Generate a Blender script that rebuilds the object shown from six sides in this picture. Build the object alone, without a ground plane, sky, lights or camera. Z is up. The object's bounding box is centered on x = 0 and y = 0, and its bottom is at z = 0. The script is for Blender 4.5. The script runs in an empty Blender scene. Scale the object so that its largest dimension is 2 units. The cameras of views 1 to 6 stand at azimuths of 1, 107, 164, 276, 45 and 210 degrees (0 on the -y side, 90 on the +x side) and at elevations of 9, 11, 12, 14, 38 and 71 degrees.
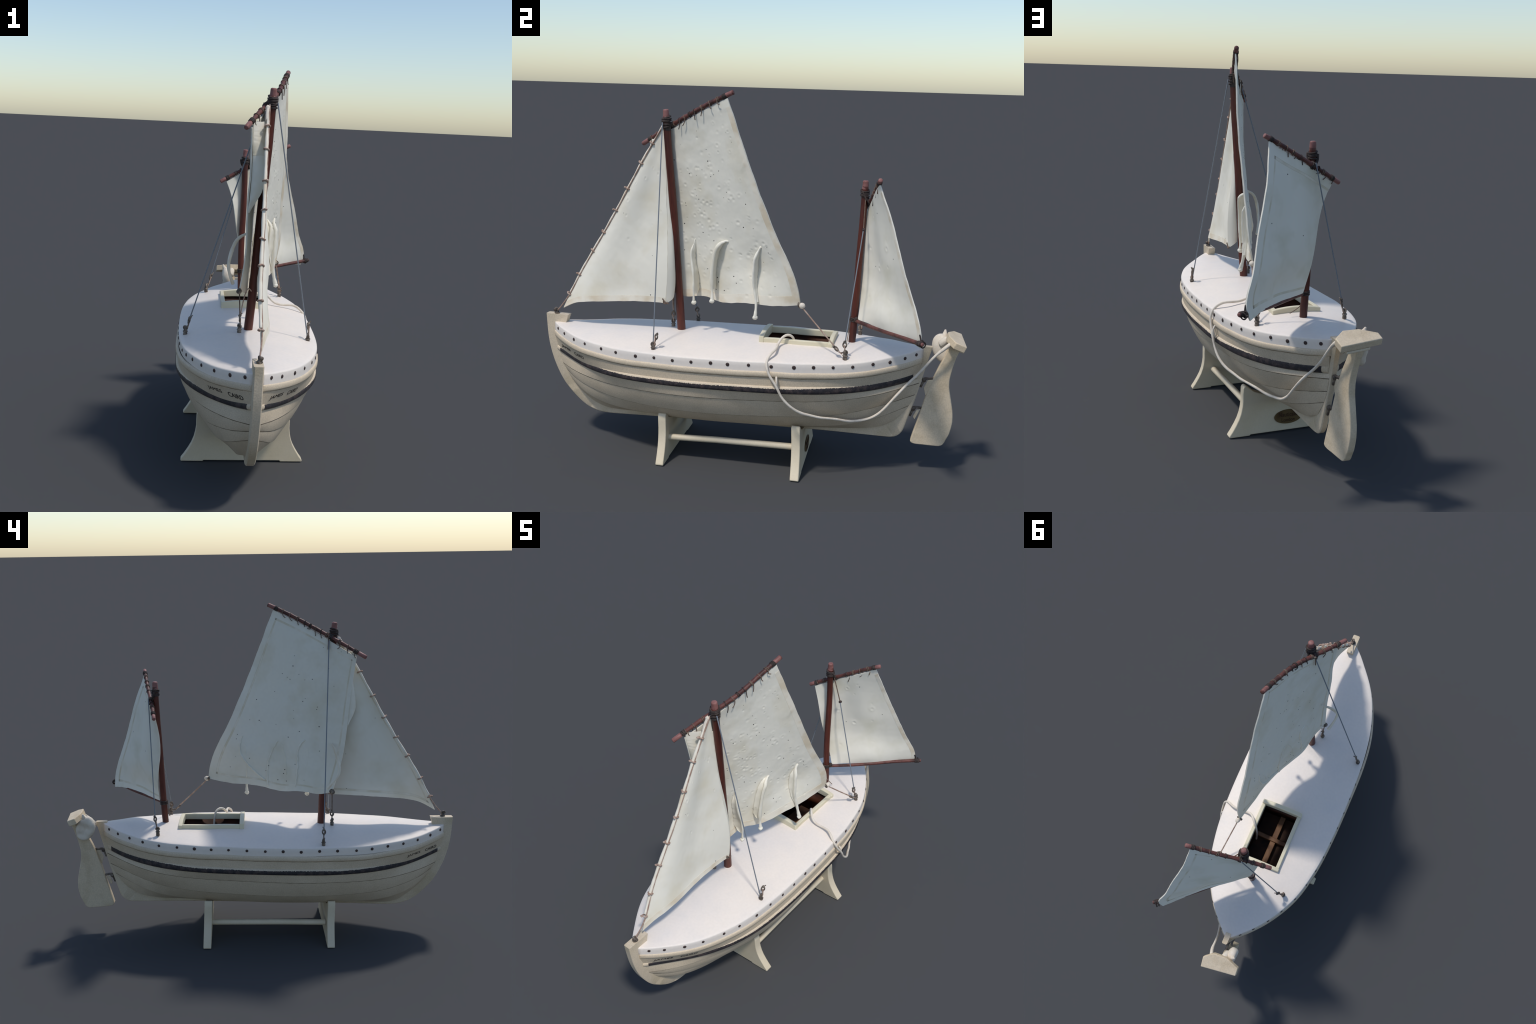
"""Wooden display model of a small two-masted lifeboat on its stand.
Hull is lofted plank by plank in a boat frame (x' athwart, y' aft, z up) that is
yawed about five degrees; spars, sails and rigging are placed directly in metres."""
import bpy, bmesh, math, random
import numpy as np
from mathutils import Vector

rng = np.random.default_rng(11)
random.seed(11)

# ------------------------------------------------------------------ frame
AFT = np.array([-0.0897, 0.996, 0.0]); AFT /= np.linalg.norm(AFT)
ATH = np.array([AFT[1], -AFT[0], 0.0])
ORG = np.array([-0.0043, 0.0, 0.0])


def W(p):
    p = np.asarray(p, float)
    return ORG + p[..., 0:1] * ATH + p[..., 1:2] * AFT + p[..., 2:3] * np.array([0, 0, 1.0])


def spline(k, v, t):
    """natural cubic spline through (k, v) evaluated at t"""
    k = np.asarray(k, float); v = np.asarray(v, float); t = np.asarray(t, float)
    n = len(k)
    if n == 2:
        return v[0] + (v[1] - v[0]) * (t - k[0]) / (k[1] - k[0])
    h = np.diff(k); A = np.zeros((n, n)); r = np.zeros(n); A[0, 0] = A[-1, -1] = 1
    for i in range(1, n - 1):
        A[i, i - 1] = h[i - 1]; A[i, i] = 2 * (h[i - 1] + h[i]); A[i, i + 1] = h[i]
        r[i] = 6 * ((v[i + 1] - v[i]) / h[i] - (v[i] - v[i - 1]) / h[i - 1])
    m = np.linalg.solve(A, r)
    i = np.clip(np.searchsorted(k, t) - 1, 0, n - 2); d = t - k[i]
    return v[i] + d * ((v[i + 1] - v[i]) / h[i] - h[i] * (2 * m[i] + m[i + 1]) / 6) + d * d * m[i] / 2 + d ** 3 * (m[i + 1] - m[i]) / (6 * h[i])


def path(P, n):
    """smooth 3D curve through points, n samples evenly in chord length"""
    P = np.asarray(P, float)
    s = np.concatenate([[0], np.cumsum(np.linalg.norm(np.diff(P, axis=0), axis=1))]); s /= s[-1]
    t = np.linspace(0, 1, n)
    return np.stack([spline(s, P[:, i], t) for i in range(P.shape[1])], 1)


def unit(v):
    v = np.asarray(v, float)
    return v / (np.linalg.norm(v, axis=-1, keepdims=True) + 1e-12)


# ------------------------------------------------------------------ materials
def material(name, colour, rough=0.55, tint=None, tint_scale=6.0, tint_amount=0.5, grain=0.0, grain_scale=180.0,
             bump=0.0, bump_scale=120.0, stretch=(1, 1, 1), metallic=0.0, tint_lo=0.45, tint_hi=0.65, spec=0.3,
             specks=None, speck_scale=40.0, speck_size=0.06, coat=0.0, translucent=0.0):
    m = bpy.data.materials.new(name); m.use_nodes = True
    nt = m.node_tree; N = nt.nodes; L = nt.links
    bs = N["Principled BSDF"]
    bs.inputs["Roughness"].default_value = rough; bs.inputs["Metallic"].default_value = metallic
    bs.inputs["Specular IOR Level"].default_value = spec
    bs.inputs["Coat Weight"].default_value = coat
    tc = N.new("ShaderNodeTexCoord"); mp = N.new("ShaderNodeMapping"); mp.inputs["Scale"].default_value = stretch
    L.new(tc.outputs["Object"], mp.inputs["Vector"])

    def noise(scale, detail=4.0):
        n = N.new("ShaderNodeTexNoise"); n.inputs["Scale"].default_value = scale; n.inputs["Detail"].default_value = detail
        L.new(mp.outputs["Vector"], n.inputs["Vector"]); return n

    def mix(a, b, fac):
        x = N.new("ShaderNodeMix"); x.data_type = "RGBA"
        for s, i in ((a, 6), (b, 7)):
            if isinstance(s, tuple): x.inputs[i].default_value = (*s, 1)
            else: L.new(s, x.inputs[i])
        if isinstance(fac, float): x.inputs[0].default_value = fac
        else: L.new(fac, x.inputs[0])
        return x.outputs[2]
    col = colour
    if tint:
        n = noise(tint_scale); r = N.new("ShaderNodeMapRange"); r.inputs[1].default_value = tint_lo; r.inputs[2].default_value = tint_hi
        r.inputs[4].default_value = tint_amount; L.new(n.outputs["Fac"], r.inputs[0]); col = mix(col, tint, r.outputs[0])
    if grain:
        n = noise(grain_scale, 2.0); r = N.new("ShaderNodeMapRange"); r.inputs[1].default_value = 0.3; r.inputs[2].default_value = 0.7
        r.inputs[3].default_value = 1 - grain; r.inputs[4].default_value = 1 + grain; L.new(n.outputs["Fac"], r.inputs[0])
        v = N.new("ShaderNodeVectorMath"); v.operation = "SCALE"
        if isinstance(col, tuple): v.inputs[0].default_value = col
        else: L.new(col, v.inputs[0])
        L.new(r.outputs[0], v.inputs["Scale"]); col = v.outputs[0]
    if specks:
        vo = N.new("ShaderNodeTexVoronoi"); vo.inputs["Scale"].default_value = speck_scale
        L.new(tc.outputs["Object"], vo.inputs["Vector"])
        r = N.new("ShaderNodeMapRange"); r.inputs[1].default_value = speck_size; r.inputs[2].default_value = speck_size * 0.45
        L.new(vo.outputs["Distance"], r.inputs[0])
        sel = N.new("ShaderNodeSeparateColor"); L.new(vo.outputs["Color"], sel.inputs[0])
        gt = N.new("ShaderNodeMath"); gt.operation = "GREATER_THAN"; gt.inputs[1].default_value = 0.8; L.new(sel.outputs[0], gt.inputs[0])
        mu = N.new("ShaderNodeMath"); mu.operation = "MULTIPLY"; L.new(gt.outputs[0], mu.inputs[0]); L.new(r.outputs[0], mu.inputs[1])
        col = mix(col, specks, mu.outputs[0])
    if isinstance(col, tuple): bs.inputs["Base Color"].default_value = (*col, 1)
    else: L.new(col, bs.inputs["Base Color"])
    if bump:
        n = noise(bump_scale, 3.0); b = N.new("ShaderNodeBump"); b.inputs["Strength"].default_value = bump; b.inputs["Distance"].default_value = 0.004
        L.new(n.outputs["Fac"], b.inputs["Height"]); L.new(b.outputs[0], bs.inputs["Normal"])
    if translucent:
        tr = N.new("ShaderNodeBsdfTranslucent"); ms = N.new("ShaderNodeMixShader"); ms.inputs[0].default_value = translucent
        if isinstance(col, tuple): tr.inputs[0].default_value = (*col, 1)
        else: L.new(col, tr.inputs[0])
        L.new(bs.outputs[0], ms.inputs[1]); L.new(tr.outputs[0], ms.inputs[2]); L.new(ms.outputs[0], N["Material Output"].inputs[0])
    return m


M = dict(
    deck=material("deck_white_paint", (0.80, 0.715, 0.63), 0.5, tint=(0.76, 0.69, 0.62), tint_scale=9, tint_amount=0.7, grain=0.02, grain_scale=90, bump=0.06, bump_scale=60),
    cream=material("hull_cream_paint", (0.62, 0.51, 0.373), 0.6, tint=(0.56, 0.455, 0.325), tint_scale=14, tint_amount=0.6, grain=0.10, grain_scale=230, bump=0.16, bump_scale=170),
    stem=material("stem_cream_paint", (0.63, 0.52, 0.38), 0.6, tint=(0.53, 0.43, 0.285), tint_scale=11, tint_amount=0.7, grain=0.08, grain_scale=200, bump=0.2, bump_scale=120),
    black=material("rubbing_band_black", (0.030, 0.027, 0.030), 0.5, tint=(0.085, 0.062, 0.058), tint_scale=45, tint_amount=0.8, bump=0.25, bump_scale=240, grain=0.3, grain_scale=260),
    stand=material("stand_cream_paint", (0.69, 0.59, 0.43), 0.5, tint=(0.64, 0.54, 0.375), tint_scale=8, tint_amount=0.7, grain=0.03, bump=0.05),
    rudder=material("rudder_cream_paint", (0.66, 0.54, 0.385), 0.6, tint=(0.56, 0.445, 0.30), tint_scale=16, tint_amount=0.8, grain=0.08, grain_scale=160, bump=0.18, bump_scale=120),
    coaming=material("coaming_cream_paint", (0.70, 0.63, 0.455), 0.5, tint=(0.62, 0.55, 0.385), tint_scale=12, tint_amount=0.6),
    mast=material("mast_mahogany", (0.100, 0.023, 0.014), 0.42, tint=(0.042, 0.012, 0.009), tint_scale=22, tint_amount=0.8, stretch=(1, 1, 0.12), grain=0.2, grain_scale=160, spec=0.4),
    spar=material("spar_mahogany", (0.135, 0.050, 0.040), 0.5, tint=(0.055, 0.024, 0.020), tint_scale=26, tint_amount=0.9, grain=0.15, bump=0.15),
    cap=material("glare_tinted_spar_end", (0.27, 0.12, 0.105), 0.5, tint=(0.16, 0.06, 0.05), tint_scale=40, tint_amount=0.6),  # lightened to pink for the sun glare baked onto the mast tops
    lash=material("tarred_lashing", (0.040, 0.028, 0.024), 0.7, tint=(0.085, 0.062, 0.052), tint_scale=60, tint_amount=0.8, bump=0.4, bump_scale=300),
    cord=material("brown_cord", (0.17, 0.115, 0.085), 0.8, tint=(0.10, 0.068, 0.050), tint_scale=70, tint_amount=0.8, bump=0.3, bump_scale=300),
    tie=material("rose_brown_tie", (0.34, 0.225, 0.17), 0.8, tint=(0.56, 0.45, 0.37), tint_scale=50, tint_amount=0.7),
    sail=material("sail_canvas", (0.80, 0.755, 0.645), 0.85, tint=(0.70, 0.635, 0.49), tint_scale=6, tint_amount=0.85, tint_lo=.48, tint_hi=.72, grain=0.015, grain_scale=60, bump=0.12, bump_scale=45, spec=0.1,
                  specks=(0.16, 0.14, 0.11), speck_scale=30, speck_size=0.07),
    jib=material("jib_canvas", (0.83, 0.78, 0.665), 0.85, tint=(0.73, 0.66, 0.51), tint_scale=6, tint_amount=0.85, tint_lo=.48, tint_hi=.72, bump=0.12, bump_scale=40, spec=0.1),
    mizsail=material("mizzen_canvas", (0.83, 0.78, 0.665), 0.85, tint=(0.64, 0.595, 0.44), tint_scale=7, tint_amount=0.6, tint_lo=0.5, tint_hi=0.75, bump=0.12, bump_scale=40, spec=0.1),
    hem=material("hem_canvas", (0.81, 0.745, 0.62), 0.85, tint=(0.68, 0.575, 0.42), tint_scale=12, tint_amount=0.9, bump=0.1, bump_scale=60, spec=0.1),
    rope=material("white_rope", (0.74, 0.655, 0.545), 0.8, tint=(0.65, 0.545, 0.43), tint_scale=30, tint_amount=0.7, bump=0.3, bump_scale=220),
    metal=material("bronze_fitting", (0.105, 0.082, 0.066), 0.5, tint=(0.30, 0.25, 0.20), tint_scale=55, tint_amount=0.7, metallic=0.2, bump=0.2, bump_scale=200),
    bolt=material("bolt_head", (0.060, 0.040, 0.036), 0.5, tint=(0.10, 0.07, 0.06), tint_scale=80, tint_amount=0.6, metallic=0.2),
    wire=material("grey_wire", (0.20, 0.22, 0.245), 0.5),
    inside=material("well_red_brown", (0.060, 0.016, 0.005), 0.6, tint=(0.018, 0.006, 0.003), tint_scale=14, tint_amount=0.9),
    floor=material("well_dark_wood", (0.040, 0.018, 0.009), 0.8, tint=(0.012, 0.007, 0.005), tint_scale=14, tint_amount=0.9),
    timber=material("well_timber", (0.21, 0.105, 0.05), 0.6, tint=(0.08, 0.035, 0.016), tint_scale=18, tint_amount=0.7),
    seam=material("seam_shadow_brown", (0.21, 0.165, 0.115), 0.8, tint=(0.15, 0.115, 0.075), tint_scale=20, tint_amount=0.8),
    stain=material("hem_stitch_stain", (0.69, 0.62, 0.475), 0.85, tint=(0.82, 0.76, 0.64), tint_scale=14, tint_amount=0.9, tint_lo=.4, tint_hi=.6, spec=0.1),
    ink=material("letter_black", (0.030, 0.022, 0.020), 0.6),
    plaque=material("plaque_brown", (0.130, 0.082, 0.032), 0.45, tint=(0.085, 0.045, 0.018), tint_scale=25, tint_amount=0.9),
    plaque_ink=material("plaque_ink", (0.045, 0.018, 0.010), 0.6),
)

# ------------------------------------------------------------------ mesh helpers
ROOT = bpy.data.objects.new("sailing_boat_model", None)
bpy.context.scene.collection.objects.link(ROOT)
ROOT["label"] = "white and cream two-masted lifeboat model with canvas sails on stand"
ROOT["category"] = "model boat"


def add(name, me, parent):
    o = bpy.data.objects.new(name, me); bpy.context.scene.collection.objects.link(o); o.parent = parent or ROOT
    return o


def mk(name, V, F, mat, parent=None, angle=40, recalc=True):
    me = bpy.data.meshes.new(name)
    me.from_pydata([tuple(map(float, v)) for v in V], [], [tuple(map(int, f)) for f in F])
    if recalc:
        bm = bmesh.new(); bm.from_mesh(me); bmesh.ops.remove_doubles(bm, verts=bm.verts, dist=1e-6)
        bmesh.ops.recalc_face_normals(bm, faces=bm.faces); bm.to_mesh(me); bm.free()
    me.polygons.foreach_set("use_smooth", [True] * len(me.polygons))
    me.set_sharp_from_angle(angle=math.radians(angle))
    me.materials.append(mat)
    return add(name, me, parent)


def grid_faces(n, m, off=0, wrap=False):
    F = []
    for i in range(n - 1):
        for j in range(m if wrap else m - 1):
            k = (j + 1) % m
            F.append((off + i * m + j, off + i * m + k, off + (i + 1) * m + k, off + (i + 1) * m + j))
    return F


def shell(A, B):
    """solid between two grids of equal shape"""
    n, m = A.shape[:2]; V = np.concatenate([A.reshape(-1, 3), B.reshape(-1, 3)]); o = n * m
    F = grid_faces(n, m) + [f[::-1] for f in grid_faces(n, m, o)]
    edge = [i * m for i in range(n)] + [(n - 1) * m + j for j in range(1, m)] + [i * m + m - 1 for i in range(n - 2, -1, -1)] + [j for j in range(m - 2, 0, -1)]
    for a, b in zip(edge, edge[1:] + edge[:1]):
        F.append((a, b, b + o, a + o))
    return V, F


def grid_normals(G):
    du = np.gradient(G, axis=0); dv = np.gradient(G, axis=1)
    return unit(np.cross(du, dv))


class Geo:
    """collects pieces for one mesh"""
    def __init__(self): self.V = []; self.F = []; self.n = 0

    def put(self, V, F):
        self.V.append(np.asarray(V, float)); self.F += [tuple(i + self.n for i in f) for f in F]; self.n += len(V)

    def done(self, name, mat, parent=None, angle=50):
        return mk(name, np.concatenate(self.V), self.F, mat, parent, angle)


def tube(P, r, seg=10, flat=1.0, axis=None, dome=True):
    P = np.asarray(P, float); r = np.broadcast_to(np.asarray(r, float), (len(P),)).copy()
    if dome:
        a = unit(P[0] - P[1]); b = unit(P[-1] - P[-2])
        P = np.concatenate([[P[0] + a * r[0] * .35, P[0] + a * r[0] * .22], P, [P[-1] + b * r[-1] * .22, P[-1] + b * r[-1] * .35]])
        r = np.concatenate([[r[0] * .6, r[0] * .88], r, [r[-1] * .88, r[-1] * .6]])
    T = unit(np.gradient(P, axis=0)); up = np.array([0, 0, 1.0]) if axis is None else np.asarray(axis, float)
    if axis is None and abs(T[0] @ up) > .9: up = np.array([1.0, 0, 0])
    V = []
    nrm = unit(up - (up @ T[0]) * T[0])
    for i, (p, t) in enumerate(zip(P, T)):
        nrm = unit(nrm - (nrm @ t) * t); bi = np.cross(t, nrm)
        for k in range(seg):
            a = 2 * math.pi * k / seg
            V.append(p + r[i] * (math.cos(a) * nrm + math.sin(a) * bi * flat))
    n = len(P); F = grid_faces(n, seg, wrap=True)
    F.append(tuple(range(seg))[::-1]); F.append(tuple((n - 1) * seg + k for k in range(seg)))
    return np.array(V), F


def torus(c, axis, R, r, seg=18, sub=8, squash=1.0, start=0.0, arc=1.0):
    axis = unit(axis); h = np.array([0, 0, 1.0]) if abs(axis[2]) < .9 else np.array([1.0, 0, 0])
    u = unit(np.cross(axis, h)); v = np.cross(axis, u); V = []
    for i in range(seg):
        a = 2 * math.pi * i / seg; d = math.cos(a) * u + squash * math.sin(a) * v
        for j in range(sub):
            b = 2 * math.pi * j / sub
            V.append(np.asarray(c) + d * (R + r * math.cos(b)) + axis * r * math.sin(b))
    F = grid_faces(seg, sub, wrap=True)
    F += [((seg - 1) * sub + j, (seg - 1) * sub + (j + 1) % sub, (j + 1) % sub, j) for j in range(sub)]
    return np.array(V), F


def ball(c, r, seg=14, rings=8, axes=None, lump=0.0):
    r = np.broadcast_to(np.asarray(r, float), (3,)); A = np.eye(3) if axes is None else np.asarray(axes)
    V = []
    for i in range(rings + 1):
        t = math.pi * i / rings
        for j in range(seg):
            p = 2 * math.pi * j / seg
            q = np.array([math.sin(t) * math.cos(p), math.sin(t) * math.sin(p), math.cos(t)]) * r
            q = q * (1 + lump * math.sin(3 * p + 2 * t))
            V.append(np.asarray(c) + q @ A)
    return np.array(V), grid_faces(rings + 1, seg, wrap=True)


def prism(poly, d, bev=0.0):
    """closed prism: polygon (n,3) and an offset vector"""
    poly = np.asarray(poly, float); n = len(poly)
    V = np.concatenate([poly, poly + np.asarray(d)])
    F = [tuple(range(n)), tuple(range(2 * n - 1, n - 1, -1))] + [(i, (i + 1) % n, n + (i + 1) % n, n + i) for i in range(n)]
    return V, F


def bevel(o, w, seg=2, angle=35):
    m = o.modifiers.new("bevel", "BEVEL"); m.width = w; m.segments = seg; m.limit_method = "ANGLE"; m.angle_limit = math.radians(angle)
    m.harden_normals = False
    return o


def bake(o):
    """apply the modifiers of o"""
    dg = bpy.context.evaluated_depsgraph_get(); me = bpy.data.meshes.new_from_object(o.evaluated_get(dg))
    old = o.data; o.modifiers.clear(); o.data = me; me.name = old.name
    return o


def fbm(p, seed=0, octaves=4):
    """smooth pseudo noise from a few random plane waves"""
    g = np.random.default_rng(seed); out = 0; amp = 1.0; f = 1.0
    for _ in range(octaves):
        for _ in range(4):
            k = unit(g.normal(size=3)) * f * 2 * math.pi
            out = out + amp * np.sin(p @ k + g.uniform(0, 6.28)) / 4
        amp *= .55; f *= 1.9
    return out


# ------------------------------------------------------------------ hull lines (boat frame)
BAND_Y = [-.958, -.926, -.87, -.797, -.72, -.63, -.55, -.46, -.37, -.268, -.09, .076, .175, .273, .356, .438, .519, .602, .672, .734, .781, .812]
BAND_B = [.016, .049, .097, .153, .200, .238, .263, .282, .293, .300, .303, .301, .296, .288, .275, .257, .230, .188, .143, .092, .047, .014]
BAND_Z = [.552, .547, .5385, .531, .528, .5255, .523, .523, .525, .525, .528, .533, .537, .537, .540, .5415, .545, .550, .558, .563, .570, .575]
band_b = lambda y: spline(BAND_Y, BAND_B, y)
band_z = lambda y: spline(BAND_Y, BAND_Z, y)
WT_Y = [-.95, -.85, -.7, -.5, -.25, 0, .25, .45, .62, .74, .80]
wale_top = lambda y: spline(WT_Y, [.453, .437, .430, .433, .436, .441, .449, .457, .465, .476, .486], y)
wale_bot = lambda y: spline(WT_Y, [.429, .407, .397, .400, .402, .407, .413, .418, .426, .440, .450], y)
wale_b = lambda y: spline([-.948, -.85, -.7, -.5, -.25, 0, .25, .45, .62, .74, .795], [.016, .076, .180, .270, .302, .304, .290, .245, .158, .066, .014], y)
LINES = {   # y range, then (y, half breadth, height) knots of the plank laps
    "lap1": ((-.922, .800), [(-.922, .014, .366), (-.85, .067, .357), (-.75, .129, .351), (-.65, .177, .348), (-.45, .251, .354), (-.15, .282, .359), (.15, .263, .367), (.45, .221, .384), (.65, .130, .407), (.80, .014, .430)]),
    "lap2": ((-.900, .785), [(-.900, .014, .334), (-.85, .050, .316), (-.75, .105, .293), (-.65, .145, .278), (-.45, .206, .270), (-.15, .238, .270), (.15, .224, .281), (.45, .169, .300), (.62, .095, .328), (.785, .014, .373)]),
    "lap3": ((-.876, .762), [(-.876, .014, .290), (-.80, .058, .255), (-.74, .080, .233), (-.65, .106, .215), (-.45, .140, .205), (-.15, .160, .205), (.15, .148, .212), (.40, .117, .222), (.55, .091, .246), (.66, .056, .279), (.762, .013, .318)]),
    "keel_line": ((-.765, .700), [(-.765, .014, .184), (-.69, .024, .163), (-.60, .024, .157), (-.43, .024, .159), (0, .028, .164), (.30, .024, .172), (.40, .026, .178), (.50, .031, .188), (.58, .032, .199), (.64, .027, .214), (.70, .013, .238)]),
}
NU = 110


def line(name):
    """(NU,3): y, half-breadth, z"""
    if name in LINES:
        (a, c), K = LINES[name]; K = np.array(K); y = np.linspace(a, c, NU)
        return np.stack([y, np.maximum(spline(K[:, 0], K[:, 1], y), .011), spline(K[:, 0], K[:, 2], y)], 1)
    if name == "strake_bottom":
        y = np.linspace(-.956, .806, NU); return np.stack([y, np.maximum(band_b(y) - .001, .013), band_z(y) - .050], 1)
    if name == "band_bottom":
        y = np.linspace(-.957, .811, NU); return np.stack([y, np.maximum(band_b(y), .013), band_z(y) - .024], 1)
    if name == "wale_top":
        y = np.linspace(-.947, .797, NU); return np.stack([y, np.maximum(wale_b(y) - .012, .012), wale_top(y)], 1)
    if name == "wale_bottom":
        y = np.linspace(-.940, .792, NU); return np.stack([y, np.maximum(wale_b(y) - .009, .012), wale_bot(y)], 1)


def swell(y, side):
    """the port bow is a touch fuller than the starboard one"""
    return (.008 * np.exp(-((y + .45) / .28) ** 2)) if side < 0 else 0 * y


LOW = {"lap1": .75, "lap2": 1.0, "lap3": 1.0, "keel_line": .15}


def low_swell(name, y, side):
    """extra fullness of the port flank below the wale"""
    k = LOW.get(name, 0.0)
    return (k * (.017 * np.exp(-((y + .66) / .20) ** 2) + .010 * np.exp(-((y - .55) / .14) ** 2)) + (name == "keel_line") * (.022 * np.exp(-((y + .67) / .13) ** 2) + .014 * np.exp(-((y - .55) / .12) ** 2))) if side < 0 else 0 * y


def side_grid(l0, l1, side, cols, belly, out0, out1, full=1.0, names=(None, None)):
    """outer surface of one plank between two lines"""
    s = np.linspace(0, 1, cols); G = np.zeros((NU, cols, 3))
    gap = np.linalg.norm(l1 - l0, axis=1)
    for j, t in enumerate(s):
        q = l0 * (1 - t) + l1 * t
        fl = np.clip((np.maximum(l0[:, 1], q[:, 1]) - .014) / .03, 0, 1)
        G[:, j, 0] = side * (q[:, 1] + fl * (full * swell(q[:, 0], side) + (1 - t) * low_swell(names[0], q[:, 0], side) + t * low_swell(names[1], q[:, 0], side))); G[:, j, 1] = q[:, 0]; G[:, j, 2] = q[:, 2]
    Nn = grid_normals(G)
    if (Nn[NU // 2, cols // 2, 0] * side) < 0: Nn = -Nn
    Nn = unit(Nn)
    fade = np.clip(np.minimum(np.arange(NU), NU - 1 - np.arange(NU)) / 7.0, .15, 1)
    for j, t in enumerate(s):
        amt = belly * 4 * t * (1 - t) * gap + (out0 * (1 - t) + out1 * t) * fade
        G[:, j] += Nn[:, j] * amt[:, None]
    return G, Nn


HULL = None
g = Geo()
for side in (1, -1):          # smooth inner skin that backs the planks
    L = [(n, line(n)) for n in ("band_bottom", "strake_bottom", "wale_top", "wale_bottom", "lap1", "lap2", "lap3", "keel_line")]
    G = np.stack([np.stack([side * np.maximum(q[:, 1] + np.clip((q[:, 1] - .014) / .03, 0, 1) * (swell(q[:, 0], side) + low_swell(n, q[:, 0], side)) - .0055, .004), q[:, 0], q[:, 2] + .001], 1) for n, q in L], 1)
    g.put(W(G).reshape(-1, 3), grid_faces(*G.shape[:2]))
HULL = g.done("hull", M["seam"], None)

PLANKS = [("strake_bottom", "wale_bottom", .0, -.001, .0), ("wale_bottom", "lap1", .012, .0, .0022), ("lap1", "lap2", .03, .0, .0022),
          ("lap2", "lap3", .03, .0, .0022), ("lap3", "keel_line", .035, .0, .0005)]
for side in (1, -1):
    for a, c, belly, o0, o1 in PLANKS:
        l0, l1 = line(a), line(c)
        G, Nn = side_grid(l0, l1, side, 11, belly, o0, o1, names=(a, c))
        V, F = shell(W(G), W(G - Nn * .009)); bevel(mk("plank", V, F, M["cream"], HULL, 35), .0008, 1, 60)
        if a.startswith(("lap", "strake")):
            # thin brown strip modelling the shadow line under the lap above
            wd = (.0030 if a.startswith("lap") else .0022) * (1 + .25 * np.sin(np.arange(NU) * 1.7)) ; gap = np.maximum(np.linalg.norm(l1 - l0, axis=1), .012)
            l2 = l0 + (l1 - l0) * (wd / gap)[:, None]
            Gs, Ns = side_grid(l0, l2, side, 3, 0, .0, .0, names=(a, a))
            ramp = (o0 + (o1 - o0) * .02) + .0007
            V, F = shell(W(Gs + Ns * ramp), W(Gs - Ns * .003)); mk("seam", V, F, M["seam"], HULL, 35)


def rail(side, top, bottom, breadth, depth, n, a0, a1, y0=None, y1=None, num=240):
    """rounded rail section from angle a0 (top) to a1 (bottom)"""
    y = np.linspace(y0, y1, num)
    zt, zb, br = top(y), bottom(y), breadth(y) + swell(y, side); zc = (zt + zb) / 2; h = (zt - zb) / 2
    cols = np.linspace(0, 1, n); G = np.zeros((len(y), n, 3))
    for j, t in enumerate(cols):
        lo = a0 if not hasattr(a0, "__len__") else a0
        ang = np.asarray(lo) * (1 - t) + np.asarray(a1) * t
        ca, sa = np.cos(ang), np.sin(ang)
        G[:, j, 0] = side * np.maximum(br - depth + depth * np.abs(ca) ** .7 * np.sign(ca), .006)
        G[:, j, 1] = y; G[:, j, 2] = zc + h * np.abs(sa) ** .8 * np.sign(sa)
    return G


RUB = None
for side in (1, -1):
    G = rail(side, lambda y: band_z(y) - .0235, lambda y: band_z(y) - .0505, lambda y: np.maximum(band_b(y) + .0065, .02), .011, 11, math.pi / 2, -math.pi / 2, y0=-.955, y1=.808)
    G = np.concatenate([G, (G[:, -1:] + G[:, :1]) / 2 * [1, 1, 1] - [side * .006, 0, 0]], 1)
    V = W(G).reshape(-1, 3); n, m = G.shape[:2]; F = grid_faces(n, m, wrap=True) + [tuple(range(m)), tuple((n - 1) * m + j for j in range(m))[::-1]]
    mk("rubbing_strake", V, F, M["cream"], HULL, 50)
    # wale: pale upper half, black brushed lower half that meet along a ragged paint edge
    Y = np.linspace(-.943, .793, 700); jag = .40 + .06 * rng.normal(size=700) + .07 * np.sin(Y * 17 + side) + .20 * np.clip((Y - .25) / .4, 0, 1) + .30 * np.clip((-Y - .45) / .4, 0, 1)
    ww = lambda y: np.maximum(wale_b(y) + .003, .02)
    up = rail(side, wale_top, wale_bot, ww, .017, 7, np.full(700, math.pi / 2), jag, y0=-.943, y1=.793, num=700)
    lo = rail(side, wale_top, wale_bot, ww, .017, 9, jag, np.full(700, -math.pi / 2), y0=-.943, y1=.793, num=700)
    back = lambda G: np.stack([np.stack([np.sign(G[:, j, 0]) * np.maximum(np.abs(G[:, j, 0]) - .012, .003), G[:, j, 1], G[:, j, 2]], 1) for j in range(G.shape[1])], 1)
    V, F = shell(W(up), W(back(up))); mk("wale", V, F, M["cream"], HULL, 50)
    lo2 = lo.copy(); lo2[..., 0] += side * .0008
    keep = slice(8, -8)
    for c in (lo[:9], lo[-9:]):
        V, F = shell(W(c), W(back(c))); mk("wale", V, F, M["cream"], HULL, 50)
    lo2 = lo2[keep]
    V, F = shell(W(lo2), W(back(lo2))); mk("painted_stripe", V, F, M["black"], HULL, 50)

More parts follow.
